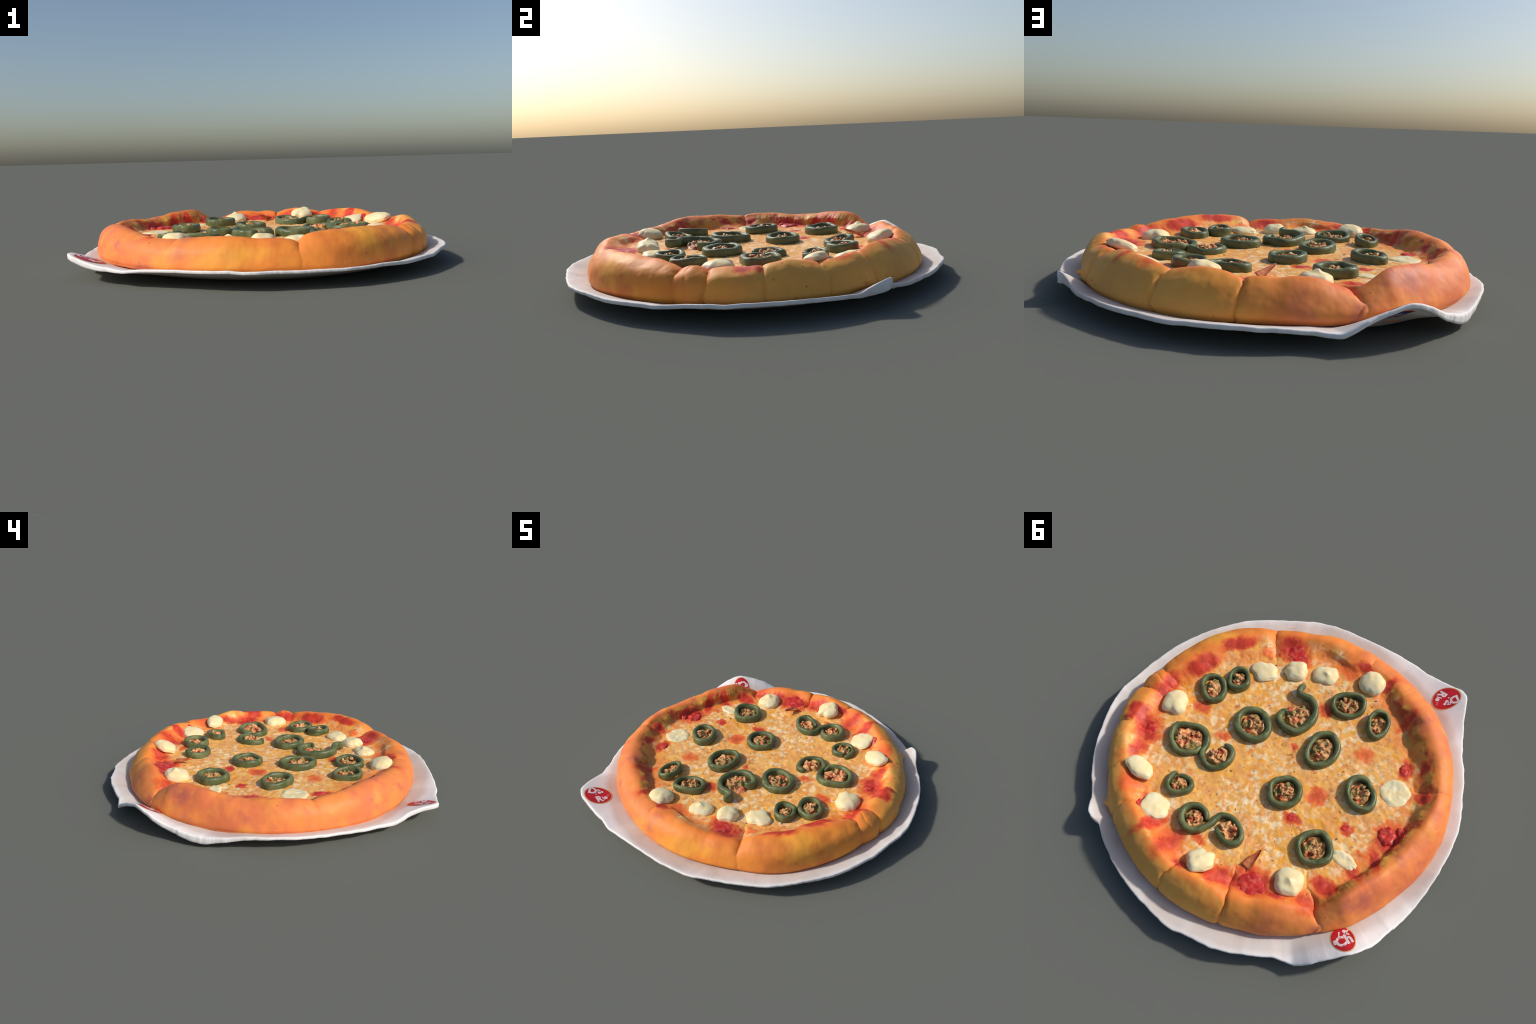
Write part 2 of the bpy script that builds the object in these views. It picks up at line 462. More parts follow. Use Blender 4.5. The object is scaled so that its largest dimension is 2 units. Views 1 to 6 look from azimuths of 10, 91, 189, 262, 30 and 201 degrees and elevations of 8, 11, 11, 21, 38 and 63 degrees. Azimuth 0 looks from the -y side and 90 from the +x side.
# angle, fullness of the outer shoulder
FULL = [(-180, .2), (-160, .5), (-145, .7), (-120, .5), (-100, 0), (-80, -.2), (-60, .2), (-40, .8), (-10, .9), (10, .8), (30, .4), (60, -.2), (90, -.8),
        (110, -.7), (130, -1), (150, -.8), (168, -.4)]
# cuts between slices: angle, half width, depth on top, depth at the side
CUTS = [(-69.8, .7, .020, .003), (-112, .5, .005, .002), (-131, .4, .004, .002), (-173.7, .6, .010, .003),
        (123.3, .6, .026, .006), (92.2, .38, .020, .016), (69.6, .38, .013, .016), (39.0, .38, .010, .011), (23.2, .38, .008, .010),
        (-21.3, .9, .012, .010), (-12.3, .5, .012, .016), (4.5, .5, .012, .012), (-17.5, .6, .006, .004)]
NT = 1440
deg_t, foot = around(RIDGE, 1, NT, 1.6)
_, lip_r = around(RIDGE, 2, NT, 1.4)
_, lip_z = around(RIDGE, 3, NT, 1.2)
_, top_r = around(RIDGE, 4, NT, 1.5)
_, top_z = around(RIDGE, 5, NT, 1.1)
_, girth = around(GIRTH, 1, NT, 1.1)
_, full = around(FULL, 1, NT, 6.0)
girth = girth + .004 * full
ang_t = np.radians(deg_t)
ct_, st_ = np.cos(ang_t), np.sin(ang_t)
west = np.clip(-ct_ * 1.6 - 0.15, 0, 1)            # the tall rolled side
# ragged inner lip on the rolled side
rag = fbm(np.stack([ct_ * 6, st_ * 6, 0 * ct_ + 2], -1), 4)
lip_r = lip_r + (0.006 + 0.013 * west) * rag
top_z = top_z + .0035 * fbm(np.stack([ct_ * 5, st_ * 5, 0 * ct_ + 8], -1), 3)
lip_z = lip_z + .004 * fbm(np.stack([ct_ * 7, st_ * 7, 0 * ct_ + 12], -1), 3)
swell = np.exp(-((deg_t + 103) / 22) ** 2) + .5 * np.exp(-((deg_t - 95) / 16) ** 2)
one = np.ones(NT)
FLOOR = 0.150
zeq = 0.100
ctrl = [
    (0.004 * one, 0.153 * one),
    (0.32 * one, 0.155 * one),
    (foot - 0.07, 0.165 - 0.009 * west + 0.006 * swell),
    (foot, 0.171 - 0.012 * west - 0.004 * np.clip(ct_, 0, 1) + 0.008 * swell),
    (lip_r, lip_z),
    (top_r, top_z),
    (top_r + (0.50 + .07 * full) * (girth - top_r), zeq + (0.82 + .05 * full) * (top_z - zeq)),
    (top_r + (0.84 + .05 * full) * (girth - top_r), zeq + (0.46 + .11 * full) * (top_z - zeq)),
    (girth, zeq * one),
    (girth - 0.005, 0.072 * one),
    (girth - 0.032, 0.052 * one),
    (0.74 * one, 0.040 * one),
    (0.60 * one, 0.0135 * one),
    (0.004 * one, 0.0135 * one),
]
counts = [54, 64, 14, 16, 14, 10, 10, 12, 10, 8, 8, 6, 6]
CR, CZ = loft(ctrl, counts)
row_seg = np.concatenate([np.full(c, i) for i, c in enumerate(counts)] + [[len(counts)]])
k_foot = sum(counts[:3])
k_under = sum(counts[:10])
rows = len(CR)
# weights along the profile
side_w = np.interp(np.arange(rows), [k_foot - 8, k_foot + 20, sum(counts[:5]), sum(counts[:7]), sum(counts[:10])], [0, .5, .6, 1, .9], left=0, right=0)
top_w = np.interp(np.arange(rows), [k_foot - 10, k_foot + 10, sum(counts[:5]), sum(counts[:6]), sum(counts[:7])], [0, .6, 1, .7, 0], left=0, right=0)
for a, w, dt, ds in CUTS:
    q = np.arange(rows)
    sway = 1.3 * perlin(np.stack([q * .045, 0 * q + a, 0. * q], -1)) + .4 * perlin(np.stack([q * .15, 0 * q + a, 0. * q + 4], -1))
    d = (deg_t[None, :] - a - sway[:, None] + 180) % 360 - 180
    g = np.exp(-np.abs(d) / w) * 0.85 + 0.15 * np.exp(-(d / (3 * w)) ** 2)
    CZ = CZ - dt * top_w[:, None] * g
    CR = CR - ds * side_w[:, None] * g
# faint knife lines across the cheese
cheese_w = np.interp(np.arange(rows), [sum(counts[:1]), k_foot - 20, k_foot + 4], [0, 1, 0], left=0, right=0)
for a, dep in ((-112, .0035), (-131, .004), (123.3, .005), (92.2, .002), (39, .002), (-69.8, .0015), (69.6, .002)):
    d = ((deg_t[None, :] - a - 2.0 * perlin(np.stack([np.arange(rows) * .06, 0. * np.arange(rows) + a, 0. * np.arange(rows)], -1))[:, None] + 180) % 360 - 180) * np.radians(1) * CR
    CZ = CZ - dep * np.exp(-(d / .006) ** 2) * cheese_w[:, None]
X, Y = CR * ct_, CR * st_
# soft dough lumps over the crust, bubbly relief in the cheese
crust_w = np.interp(np.arange(rows), [k_foot - 6, k_foot + 18, k_under, k_under + 8], [0, 1, 1, 0])[:, None]
P = np.stack([X, Y, CZ], -1)
lump = perlin(P * 7.0) * .0045 + perlin(P * 17 + 4) * .0020 + perlin(P * 45 + 9) * .0006
fac = 1 + crust_w * lump / np.maximum(np.hypot(CR, .3), .3)
CR2 = CR + crust_w * lump * 0.8
CZ2 = CZ + crust_w * lump * 0.8
inner = np.interp(np.arange(rows), [0, 6, k_foot + 10, k_foot + 26], [1, 1, 1, 0], right=0)[:, None]
flat = P * np.array([1, 1, 0])
relief = .0036 * perlin(flat * 8 + 3) + .0026 * perlin(flat * 24 + 8) + .0016 * perlin(flat * 46 + 1) + .0004 * perlin(flat * 100)
# inner wall of the roll is crumpled
wall = np.interp(np.arange(rows), [k_foot - 6, k_foot + 6, sum(counts[:4]), sum(counts[:4]) + 9], [0, 1, 1, 0], left=0, right=0)[:, None] * west[None, :]
crump = fbm(P * np.array([22, 22, 26]) + 5, 3)
CZ2 = CZ2 + inner * relief + wall * .002 * crump
CR2 = CR2 + wall * .009 * fbm(P * np.array([11, 11, 8]) + 15, 2)
# little dough tab on the north-east foot, small burst slit on the north-west
d = (deg_t - 34.2 + 180) % 360 - 180
CR2 = CR2 + .036 * np.exp(-np.abs(d) / 1.6)[None, :] * np.exp(-((CZ - .118) / .012) ** 2) * (np.arange(rows) > sum(counts[:7]))[:, None] * (np.arange(rows) < k_under)[:, None]
CR2 = CR2 + .012 * np.exp(-(d / 6) ** 2)[None, :] * np.exp(-((CZ - .095) / .014) ** 2) * (np.arange(rows) > sum(counts[:7]))[:, None] * (np.arange(rows) < k_under)[:, None]
dd = (deg_t[None, :] - 121.5 - (CZ - .10) * 70 + 180) % 360 - 180
CR2 = CR2 - .010 * np.exp(-np.abs(dd) / .35) * np.exp(-((CZ - .105) / .016) ** 2) * (np.arange(rows) > sum(counts[:7]))[:, None] * (np.arange(rows) < k_under)[:, None]
X, Y = CR2 * ct_, CR2 * st_
BV = np.stack([X, Y, CZ2], -1).reshape(-1, 3)
BF = grid_faces(rows, NT)[:, ::-1]
body = mesh_from('pizza_body', BV, BF)
normals = np.zeros(len(BV) * 3, dtype=np.float32)
body.vertices.foreach_get('normal', normals)
normals = normals.reshape(-1, 3)
if normals[NT * 20][2] < 0:
    normals = -normals
    BF = BF[:, ::-1]
bpy.data.meshes.remove(body)

def region(name, r0, r1, mat, cap=None):
    """rows r0..r1 of the body as an object that keeps the whole body's normals"""
    v = BV[r0 * NT:(r1 + 1) * NT]
    nn = normals[r0 * NT:(r1 + 1) * NT]
    f = BF[r0 * NT:r1 * NT] - r0 * NT
    f = f.tolist()
    v = v.tolist(); nn = nn.tolist()
    if cap == 'top':
        v.append((0, 0, float(np.mean([q[2] for q in v[:NT]])))); nn.append((0, 0, 1))
        f += [(len(v) - 1, j, (j + 1) % NT) for j in range(NT)]
    if cap == 'bottom':
        b = len(v) - NT
        v.append((0, 0, .0135)); nn.append((0, 0, -1))
        f += [(len(v) - 1, b + (j + 1) % NT, b + j) for j in range(NT)]
    me = mesh_from(name, v, f)
    me.normals_split_custom_set_from_vertices(nn)
    return add(name, me, mat, pizza_root)

tree = BVHTree.FromPolygons([Vector(p) for p in BV[:sum(counts[:8]) * NT]], [tuple(f) for f in BF[:(sum(counts[:8]) - 1) * NT].tolist()])
def ground(x, y):
    hit = tree.ray_cast(Vector((x, y, 1)), Vector((0, 0, -1)))
    if hit[0] is None:
        return FLOOR, Vector((0, 0, 1))
    n = hit[1]
    return hit[0].z, (n if n.z > 0 else -n)

# ---- colours of the body: one material, masks computed from position
# sauce patches: x, y, radii, turn (degrees), strength
SAUCE = [
 (.468, -.625, .084, .038, 35, 1), (.610, -.420, .086, .050, 50, .95), (.735, -.230, .042, .078, -15, 1), (.800, -.002, .082, .042, -10, 1),
 (.705, .063, .056, .068, 20, .95), (.715, .195, .040, .050, 0, .85), (.165, -.715, .062, .066, 0, 1), (.106, -.646, .060, .046, 0, 1),
 (.279, -.621, .036, .034, 0, .5), (-.182, -.671, .062, .042, -20, .55), (-.285, -.712, .055, .028, -20, .9), (-.438, -.656, .026, .070, -35, .95),
 (-.600, -.470, .026, .080, -38, .8), (-.750, -.205, .026, .060, -15, .8), (-.775, -.050, .045, .032, 0, .95), (-.642, -.174, .028, .040, 10, .9),
 (-.660, .208, .055, .062, 0, .9), (-.722, .175, .030, .050, 20, 1), (-.650, .365, .028, .085, 30, 1), (-.590, .470, .030, .075, 42, .95),
 (-.449, .563, .062, .036, -30, .95), (-.122, .672, .088, .068, 0, 1), (-.259, .690, .046, .026, 0, 1), (-.386, .668, .046, .040, 0, .7),
 (.042, .705, .070, .052, 10, .9), (.241, .718, .042, .028, -15, .95), (.350, .640, .058, .085, -35, .8), (.470, .570, .036, .090, -38, .95),
 (.540, .455, .030, .035, 0, .8), (.665, .375, .050, .065, 0, .6), (.318, -.050, .040, .020, 15, .6), (-.261, .121, .040, .040, 0, .65),
 (-.182, .271, .032, .028, 20, .8), (-.454, .230, .028, .024, 40, .8), (-.414, -.192, .044, .034, 0, .5), (-.062, -.101, .018, .015, 0, .8),
 (.485, -.173, .040, .036, 0, .7), (-.136, -.377, .030, .034, 0, .8), (.212, .530, .032, .022, 0, .7), (.700, -.110, .030, .050, 0, .5),
 (.470, -.225, .024, .024, 0, .7), (-.560, -.060, .020, .016, 0, .4), (-.365, .330, .018, .016, 0, .4), (.150, -.010, .02, .014, 0, .25),
 (-.560, .330, .030, .014, 30, .45), (.850, .045, .020, .022, 0, .9),
]

def body_material():
    n = Nodes('baked_pizza')
    sep = n.new('ShaderNodeSeparateXYZ'); n.put(sep.inputs[0], n.co)
    x, y, z = sep.outputs
    flat_co = n.vmath('MULTIPLY', n.co, (1, 1, 0))
    r = n.vmath('LENGTH', flat_co)
    ang = n.math('ARCTAN2', y, x)
    turn = n.math('ADD', n.math('DIVIDE', ang, TAU), .5)
    n1 = n.noise(5, 4, .55)
    n2 = n.noise(14, 4, .6)
    # ---- melted cheese
    co2 = n.vmath('ADD', n.co, n.vmath('SCALE', n.noise(14, 2, .5, out='Color'), scale=.03))
    fine = n.noise(30, 1.5, .5, vec=co2)
    mid = n.noise(15, 4, .62)
    cheese = n.mix(n.range(mid, .36, .62), srgb(226, 154, 86), srgb(242, 180, 92))
    cheese = n.mix(n.math('MULTIPLY', n.range(n.noise(8, 3), .52, .66), .7), cheese, srgb(232, 152, 92))
    cream = n.math('MULTIPLY', n.range(fine, .43, .66), n.range(n.noise(5.5, 3), .36, .58))
    cheese = n.mix(n.math('MULTIPLY', cream, .9), cheese, srgb(243, 217, 170))
    gold = n.math('MULTIPLY', n.range(n.noise(24, 2, .5, vec=n.vmath('ADD', co2, (3.1, 0, 0))), .50, .62), n.range(n.noise(4, 2, vec=n.vmath('ADD', n.co, (0, 7, 0))), .42, .58))
    cheese = n.mix(n.math('MULTIPLY', gold, .9), cheese, srgb(238, 162, 54))
    rust = n.math('MULTIPLY', n.range(n.noise(30, 4, .65, vec=n.vmath('ADD', n.co, (0, 0, 5))), .57, .68), n.range(n.noise(7, 3, vec=n.vmath('ADD', n.co, (4, 4, 0))), .42, .56))
    cheese = n.mix(n.math('MULTIPLY', rust, .75), cheese, srgb(176, 88, 50))
    # ---- dough
    dough = n.mix(n.range(n1, .33, .67), srgb(241, 148, 55), srgb(229, 132, 58))
    yellow = n.range(n.noise(3.6, 3, vec=n.vmath('ADD', n.co, (9, 0, 2))), .46, .62)
    dough = n.mix(n.math('MULTIPLY', yellow, .7), dough, srgb(243, 170, 62))
    toast = n.range(n.noise(4.2, 3, vec=n.vmath('ADD', n.co, (2, 6, 6))), .50, .66)
    dough = n.mix(n.math('MULTIPLY', toast, .6), dough, srgb(206, 110, 52))
    # better browned towards the west
    wst = n.range(n.math('ADD', x, n.math('MULTIPLY', n.math('SUBTRACT', n1, .5), .7)), .10, -.55)
    brown = n.mix(n.range(n.noise(4.5, 3, vec=n.vmath('ADD', n.co, (1, 5, 0))), .36, .66), srgb(236, 138, 70), srgb(220, 118, 72))
    brown = n.mix(n.math('MULTIPLY', n.range(n.noise(6, 3, vec=n.vmath('ADD', n.co, (0, 2, 8))), .52, .70), .85), brown, srgb(190, 100, 80))
    brown = n.mix(n.math('MULTIPLY', n.range(n.noise(5, 3, vec=n.vmath('ADD', n.co, (6, 2, 1))), .50, .70), .8), brown, srgb(242, 158, 72))
    dough = n.mix(wst, dough, brown)
    # paler towards the north-east
    ne = n.range(n.math('ADD', n.math('ADD', x, n.math('MULTIPLY', y, .9)), n.math('MULTIPLY', n.math('SUBTRACT', n1, .5), .6)), .50, 1.0)
    pale = n.mix(n.range(n2, .35, .65), srgb(236, 172, 80), srgb(230, 164, 80))
    dough = n.mix(n.math('MULTIPLY', ne, .85), dough, pale)
    speck = n.range(n.voronoi(11), .075, .045)
    dough = n.mix(n.math('MULTIPLY', speck, .55), dough, srgb(166, 76, 48))
    # ---- where the dough begins
    rows_ = RIDGE[::2]
    stops = []
    for a, f, lr, lz, tr, tz in rows_:
        w = min(max(-math.cos(math.radians(a)) * 1.6 - .15, 0), 1)
        v = w * (lr + .004) + (1 - w) * (.15 * lr + .85 * tr)
        stops.append(((a + 180) / 360, (v, v, v)))
    stops.append((1.0, stops[0][1]))
    edge = n.ramp(turn, stops)
    over = n.math('SUBTRACT', r, n.math('ADD', edge, n.math('MULTIPLY', n.math('SUBTRACT', n2, .5), .07)))
    crust = n.math('MAXIMUM', n.range(over, -.045, .030), n.range(z, .135, .115))
    body_c = n.mix(crust, cheese, dough)
    # oily golden-orange seam between cheese and dough
    band = n.math('MULTIPLY', n.range(over, -.17, -.05), n.range(over, .07, .0))
    band = n.math('MULTIPLY', band, n.range(n.noise(7, 3, vec=n.vmath('ADD', n.co, (3, 1, 4))), .36, .56))
    body_c = n.mix(n.math('MULTIPLY', band, .85), body_c, srgb(234, 124, 50))
    # inner wall of the rolled side tinted olive, crease shadow painted in
    wall = n.math('MULTIPLY', n.range(over, -.060, -.012), n.range(over, .030, .004))
    wall = n.math('MULTIPLY', wall, n.range(x, -.25, -.5))
    wall_c = n.mix(n.range(n.noise(9, 2), .42, .58), srgb(166, 112, 44), srgb(222, 156, 66))
    wall_c = n.mix(n.range(n.noise(7, 2, vec=n.vmath('ADD', n.co, (2, 8, 0))), .50, .60), wall_c, srgb(176, 62, 36))
    body_c = n.mix(n.math('MULTIPLY', wall, .85), body_c, wall_c)
    # ---- tomato sauce
    unroll = n.vmath('SCALE', flat_co, scale=n.math('ADD', 1.0, n.math('MULTIPLY', n.math('SUBTRACT', z, .172), 1.1)))
    warp = n.vmath('ADD', unroll, n.vmath('SCALE', n.vmath('SUBTRACT', n.noise(13, 4, .62, out='Color'), (.5, .5, .5)), scale=.12))
    warp = n.vmath('MULTIPLY', warp, (1, 1, 0))
    acc = None
    for px, py, rx, ry, rot, s in SAUCE:
        m = n.new('ShaderNodeMapping', vector_type='TEXTURE')
        n.put(m.inputs['Vector'], warp)
        m.inputs['Location'].default_value = (px, py, 0)
        m.inputs['Rotation'].default_value = (0, 0, math.radians(rot))
        m.inputs['Scale'].default_value = (rx, ry, 1)
        d_ = n.vmath('LENGTH', m.outputs[0])
        v = n.range(d_, 2.0, .50, 0, s)
        acc = v if acc is None else n.math('MAXIMUM', acc, v)
    acc = n.math('MULTIPLY', n.math('MULTIPLY', acc, n.range(z, .128, .15)), n.range(over, .105, .05))
    acc = n.math('ADD', acc, n.math('MULTIPLY', n.math('MULTIPLY', n.math('SUBTRACT', n2, .5), .5), n.range(acc, 0, .3)))
    body_c = n.mix(n.math('MULTIPLY', n.range(acc, .06, .45), .9), body_c, srgb(232, 112, 50))
    red = n.mix(n.range(n.noise(24, 3), .38, .62), srgb(206, 58, 40), srgb(176, 42, 32))
    red = n.mix(n.math('MULTIPLY', n.range(n.noise(12, 3, vec=n.vmath('ADD', n.co, (5, 5, 5))), .5, .65), .7), red, srgb(216, 88, 70))
    body_c = n.mix(n.math('MULTIPLY', n.range(acc, .32, .92), .92), body_c, red)
    # ---- pepper and herb specks on the cheese
    sp = n.voronoi(30, vec=n.vmath('ADD', n.co, n.vmath('SCALE', n.noise(60, 2, out='Color'), scale=.012)))
    pick = n.range(n.noise(6, 2, vec=n.vmath('ADD', n.co, (0, 3, 3))), .50, .60)
    sp = n.math('MULTIPLY', n.math('MULTIPLY', n.range(sp, .20, .12), pick), n.range(over, .0, -.06))
    body_c = n.mix(n.math('MULTIPLY', sp, .55), body_c, srgb(140, 66, 44))
    rough = n.range(crust, 0, 1, .50, .56)
    b = n.math('ADD', n.math('MULTIPLY', n.noise(50, 3), .6), n.math('MULTIPLY', n.noise(150, 2), .1))
    b = n.math('MULTIPLY', b, n.range(crust, 0, 1, 1.0, .25))
    return n.finish(body_c, rough, b, .28, .004, .3)

M_BODY = body_material()
cheese = region('cheese_topping', 0, k_foot, M_BODY, 'top')
crust = region('crust', k_foot, rows - 1, M_BODY, 'bottom')

# ================================================================== PEPPER RINGS
RINGS = {
 'A': ([(.543, -.297), (.518, -.253), (.479, -.221), (.446, -.223), (.418, -.25), (.415, -.304), (.442, -.348), (.485, -.369), (.526, -.358), (.546, -.33)], True),
 'B': ([(.415, -.378), (.4, -.346), (.369, -.338), (.332, -.345), (.311, -.376), (.321, -.419), (.346, -.451), (.378, -.458), (.406, -.443), (.419, -.411)], True),
 'C': ([(.269, -.125), (.28, -.178), (.265, -.218), (.229, -.238), (.187, -.244), (.146, -.224), (.116, -.187), (.101, -.149), (.11, -.108), (.144, -.077), (.198, -.076), (.244, -.096)], True),
 'D': ([(.039, -.292), (.064, -.284), (.076, -.250), (.055, -.216), (.014, -.193), (-.035, -.192), (-.072, -.225), (-.097, -.278), (-.103, -.331), (-.085, -.376), (-.053, -.403), (-.018, -.41), (.012, -.418), (.024, -.436), (.02, -.455), (.003, -.476)], False),
 'E': ([(-.173, -.421), (-.172, -.46), (-.196, -.485), (-.24, -.503), (-.28, -.513), (-.315, -.506), (-.331, -.479), (-.335, -.442), (-.318, -.41), (-.283, -.384), (-.242, -.376), (-.201, -.386)], True),
 'F': ([(-.392, -.367), (-.389, -.404), (-.405, -.442), (-.432, -.458), (-.465, -.454), (-.484, -.426), (-.49, -.385), (-.481, -.344), (-.459, -.311), (-.435, -.305), (-.406, -.329)], True),
 'G': ([(-.133, -.112), (-.141, -.164), (-.154, -.205), (-.189, -.229), (-.23, -.233), (-.266, -.203), (-.283, -.161), (-.28, -.112), (-.256, -.073), (-.218, -.047), (-.179, -.039), (-.147, -.063)], True),
 'H': ([(.400, .060), (.413, .101), (.452, .124), (.493, .13), (.531, .113), (.564, .077), (.578, .039), (.574, -.001), (.54, -.024), (.499, -.033), (.458, -.04), (.417, -.03), (.387, .006), (.379, .046), (.381, .089), (.366, .123), (.324, .154), (.272, .146), (.232, .099), (.23, .041), (.257, .014), (.289, .009)], False),
 'J': ([(.449, .246), (.467, .259), (.478, .295), (.469, .332), (.44, .356), (.404, .353), (.367, .329), (.354, .295), (.37, .267), (.401, .258), (.431, .260), (.445, .275)], False),
 'K': ([(.21, .444), (.213, .423), (.232, .397), (.269, .383), (.311, .395), (.335, .424), (.332, .467), (.308, .502), (.268, .516), (.227, .504), (.202, .479), (.179, .449), (.168, .415), (.148, .388), (.108, .384), (.061, .4), (.028, .431), (.011, .467), (.02, .502), (.053, .52), (.093, .508), (.124, .488), (.145, .463)], False),
 'M': ([(-.036, .192), (-.027, .132), (-.064, .095), (-.115, .079), (-.165, .106), (-.18, .162), (-.157, .214), (-.108, .235), (-.063, .228)], True),
 'N': ([(-.401, .03), (-.401, -.01), (-.423, -.036), (-.456, -.048), (-.487, -.036), (-.514, -.006), (-.536, .026), (-.544, .068), (-.532, .103), (-.501, .117), (-.465, .113), (-.431, .092), (-.408, .061)], True),
 'O': ([(-.273, .426), (-.262, .388), (-.274, .352), (-.309, .323), (-.353, .307), (-.389, .326), (-.413, .359), (-.427, .396), (-.42, .434), (-.385, .46), (-.346, .472), (-.305, .466)], True),
}
# tilt (dz/dx, dz/dy), lift, wall width, wall height
RING_STYLE = {'A': (0, 0, -.005, .029, .046), 'B': (-.05, 0, .0, .028, .046), 'C': (0, 0, 0, .034, .046), 'D': (0, -.05, .003, .036, .050),
              'E': (.02, -.10, 0, .028, .044), 'F': (.14, -.06, .004, .026, .044), 'G': (0, -.04, 0, .031, .046), 'H': (.02, 0, -.006, .030, .046),
              'J': (0, .05, -.003, .026, .044), 'K': (.02, .03, -.003, .030, .048), 'M': (0, 0, 0, .029, .044), 'N': (.03, -.04, 0, .030, .048),
              'O': (.0, .02, 0, .030, .050)}

def pepper_material():
    n = Nodes('green_pepper_skin')
    a = n.noise(16, 4)
    col = n.mix(n.range(a, .36, .64), srgb(72, 84, 48), srgb(100, 106, 68))
    col = n.mix(n.math('MULTIPLY', n.range(n.noise(9, 3, vec=n.vmath('ADD', n.co, (4, 0, 0))), .54, .68), .7), col, srgb(118, 124, 76))
    col = n.mix(n.math('MULTIPLY', n.range(n.noise(30, 3, vec=n.vmath('ADD', n.co, (0, 4, 0))), .62, .72), .5), col, srgb(134, 88, 54))
    return n.finish(col, n.range(a, .3, .7, .36, .52), n.noise(110, 3), .16, .003, .4)
M_PEPPER = pepper_material()

def pulp_material():
    n = Nodes('pepper_pulp')
    c = n.noise(22, 3, .6)
    col = n.ramp(c, [(.30, srgb(120, 98, 48)), (.41, srgb(192, 138, 82)), (.51, srgb(226, 170, 114)), (.60, srgb(206, 118, 72)), (.70, srgb(172, 60, 42))])
    col = n.mix(n.math('MULTIPLY', n.range(n.noise(20, 3, vec=n.vmath('ADD', n.co, (7, 0, 0))), .50, .62), .8), col, srgb(116, 112, 54))
    col = n.mix(n.math('MULTIPLY', n.range(n.noise(55, 3, vec=n.vmath('ADD', n.co, (0, 7, 0))), .60, .67), .85), col, srgb(72, 44, 28))
    return n.finish(col, .5, n.noise(120, 3), .4, .004, .35)
M_PULP = pulp_material()

def dense(points, closed, step=.0055):
    pts = np.array(points, float)
    n = len(pts)
    out = []
    segs = n if closed else n - 1
    for s in range(segs):
        p0 = pts[(s - 1) % n] if closed or s > 0 else pts[s]
        p1, p2 = pts[s], pts[(s + 1) % n]
        p3 = pts[(s + 2) % n] if closed or s + 2 < n else p2
        k = max(3, int(np.linalg.norm(p2 - p1) / step))
        for i in range(k):
            t = i / k
            out.append(.5 * ((2 * p1) + (-p0 + p2) * t + (2 * p0 - 5 * p1 + 4 * p2 - p3) * t * t + (-p0 + 3 * p1 - 3 * p2 + p3) * t ** 3))
    if not closed:
        out.append(pts[-1])
    return np.array(out)

def pepper_ring(key, seed):
    pts, closed = RINGS[key]
    tx, ty, lift, w, h = RING_STYLE[key]
    line = dense(pts, closed)
    c = line.mean(0)
    m = len(line)
    if closed:
        tan = np.roll(line, -1, 0) - np.roll(line, 1, 0)
    else:
        tan = np.gradient(line, axis=0)
    tan /= np.linalg.norm(tan, axis=1)[:, None]
    nor = np.stack([tan[:, 1], -tan[:, 0]], -1)
    if np.mean((nor * (line - c)).sum(1)) < 0 and closed:
        nor = -nor
    zs = np.array([ground(*p)[0] for p in line])
    if closed:
        kk = 9
        zs = np.convolve(np.concatenate([zs[-kk:], zs, zs[:kk]]), np.ones(2 * kk + 1) / (2 * kk + 1), 'valid')
    else:
        kk = 9
        zs = np.convolve(np.pad(zs, kk, mode='edge'), np.ones(2 * kk + 1) / (2 * kk + 1), 'valid')
    s = np.arange(m)
    tilt = (line - c) @ np.array([tx, ty])
    wv = 1 + .24 * perlin(np.stack([line[:, 0] * 16, line[:, 1] * 16, 0 * s + seed], -1))
    hv = 1 + .22 * perlin(np.stack([line[:, 0] * 14, line[:, 1] * 14, 0 * s + seed + 5.5], -1))
    taper = np.ones(m)
    if not closed:
        e = np.minimum(s, m - 1 - s) / 7.0
        taper = np.sqrt(np.clip(1 - (1 - np.clip(e, 0, 1)) ** 2, .02, 1))
    SEC = 22
    V = np.zeros((m, SEC, 3))
    for j in range(SEC):
        a = TAU * j / SEC
        ca, sa = math.cos(a), math.sin(a)
        ex = 2 / 2.6
        u = math.copysign(abs(ca) ** ex, ca)
        v = math.copysign(abs(sa) ** ex, sa)
        half = w * .5 * wv * taper
        lean = .10 * u * 0 + (.12 if v < 0 else 0) * (-v)   # foot a little wider than the top
        off = u * half * (1 + lean)
        zc = zs + h * .5 - .006 + lift + tilt
        V[:, j, :2] = line + nor * off[:, None]
        V[:, j, 2] = zc + v * h * .5 * hv * (0.55 + 0.45 * taper)
    n_ = fbm(V * 30 + seed, 3)
    V[..., 2] += .0013 * n_
    V[..., 0] += .0012 * perlin(V * 40 + 3 + seed)
    V[..., 1] += .0012 * perlin(V * 40 + 8 + seed)
    base = Vector((c[0], c[1], float(zs.mean())))
    verts = (V.reshape(-1, 3) - np.array(base)).tolist()
    fs = []
    for i in range(m if closed else m - 1):
        i2 = (i + 1) % m
        for j in range(SEC):
            j2 = (j + 1) % SEC
            fs.append((i * SEC + j, i2 * SEC + j, i2 * SEC + j2, i * SEC + j2))
    if not closed:
        fs.append(tuple(range(SEC)))
        fs.append(tuple((m - 1) * SEC + j for j in reversed(range(SEC))))
    me = mesh_from('pepper_ring', verts, fs)
    import bmesh
    bm = bmesh.new(); bm.from_mesh(me); bmesh.ops.recalc_face_normals(bm, faces=bm.faces); bm.to_mesh(me); bm.free()
    return add('pepper_ring', me, M_PEPPER, pizza_root, base), base

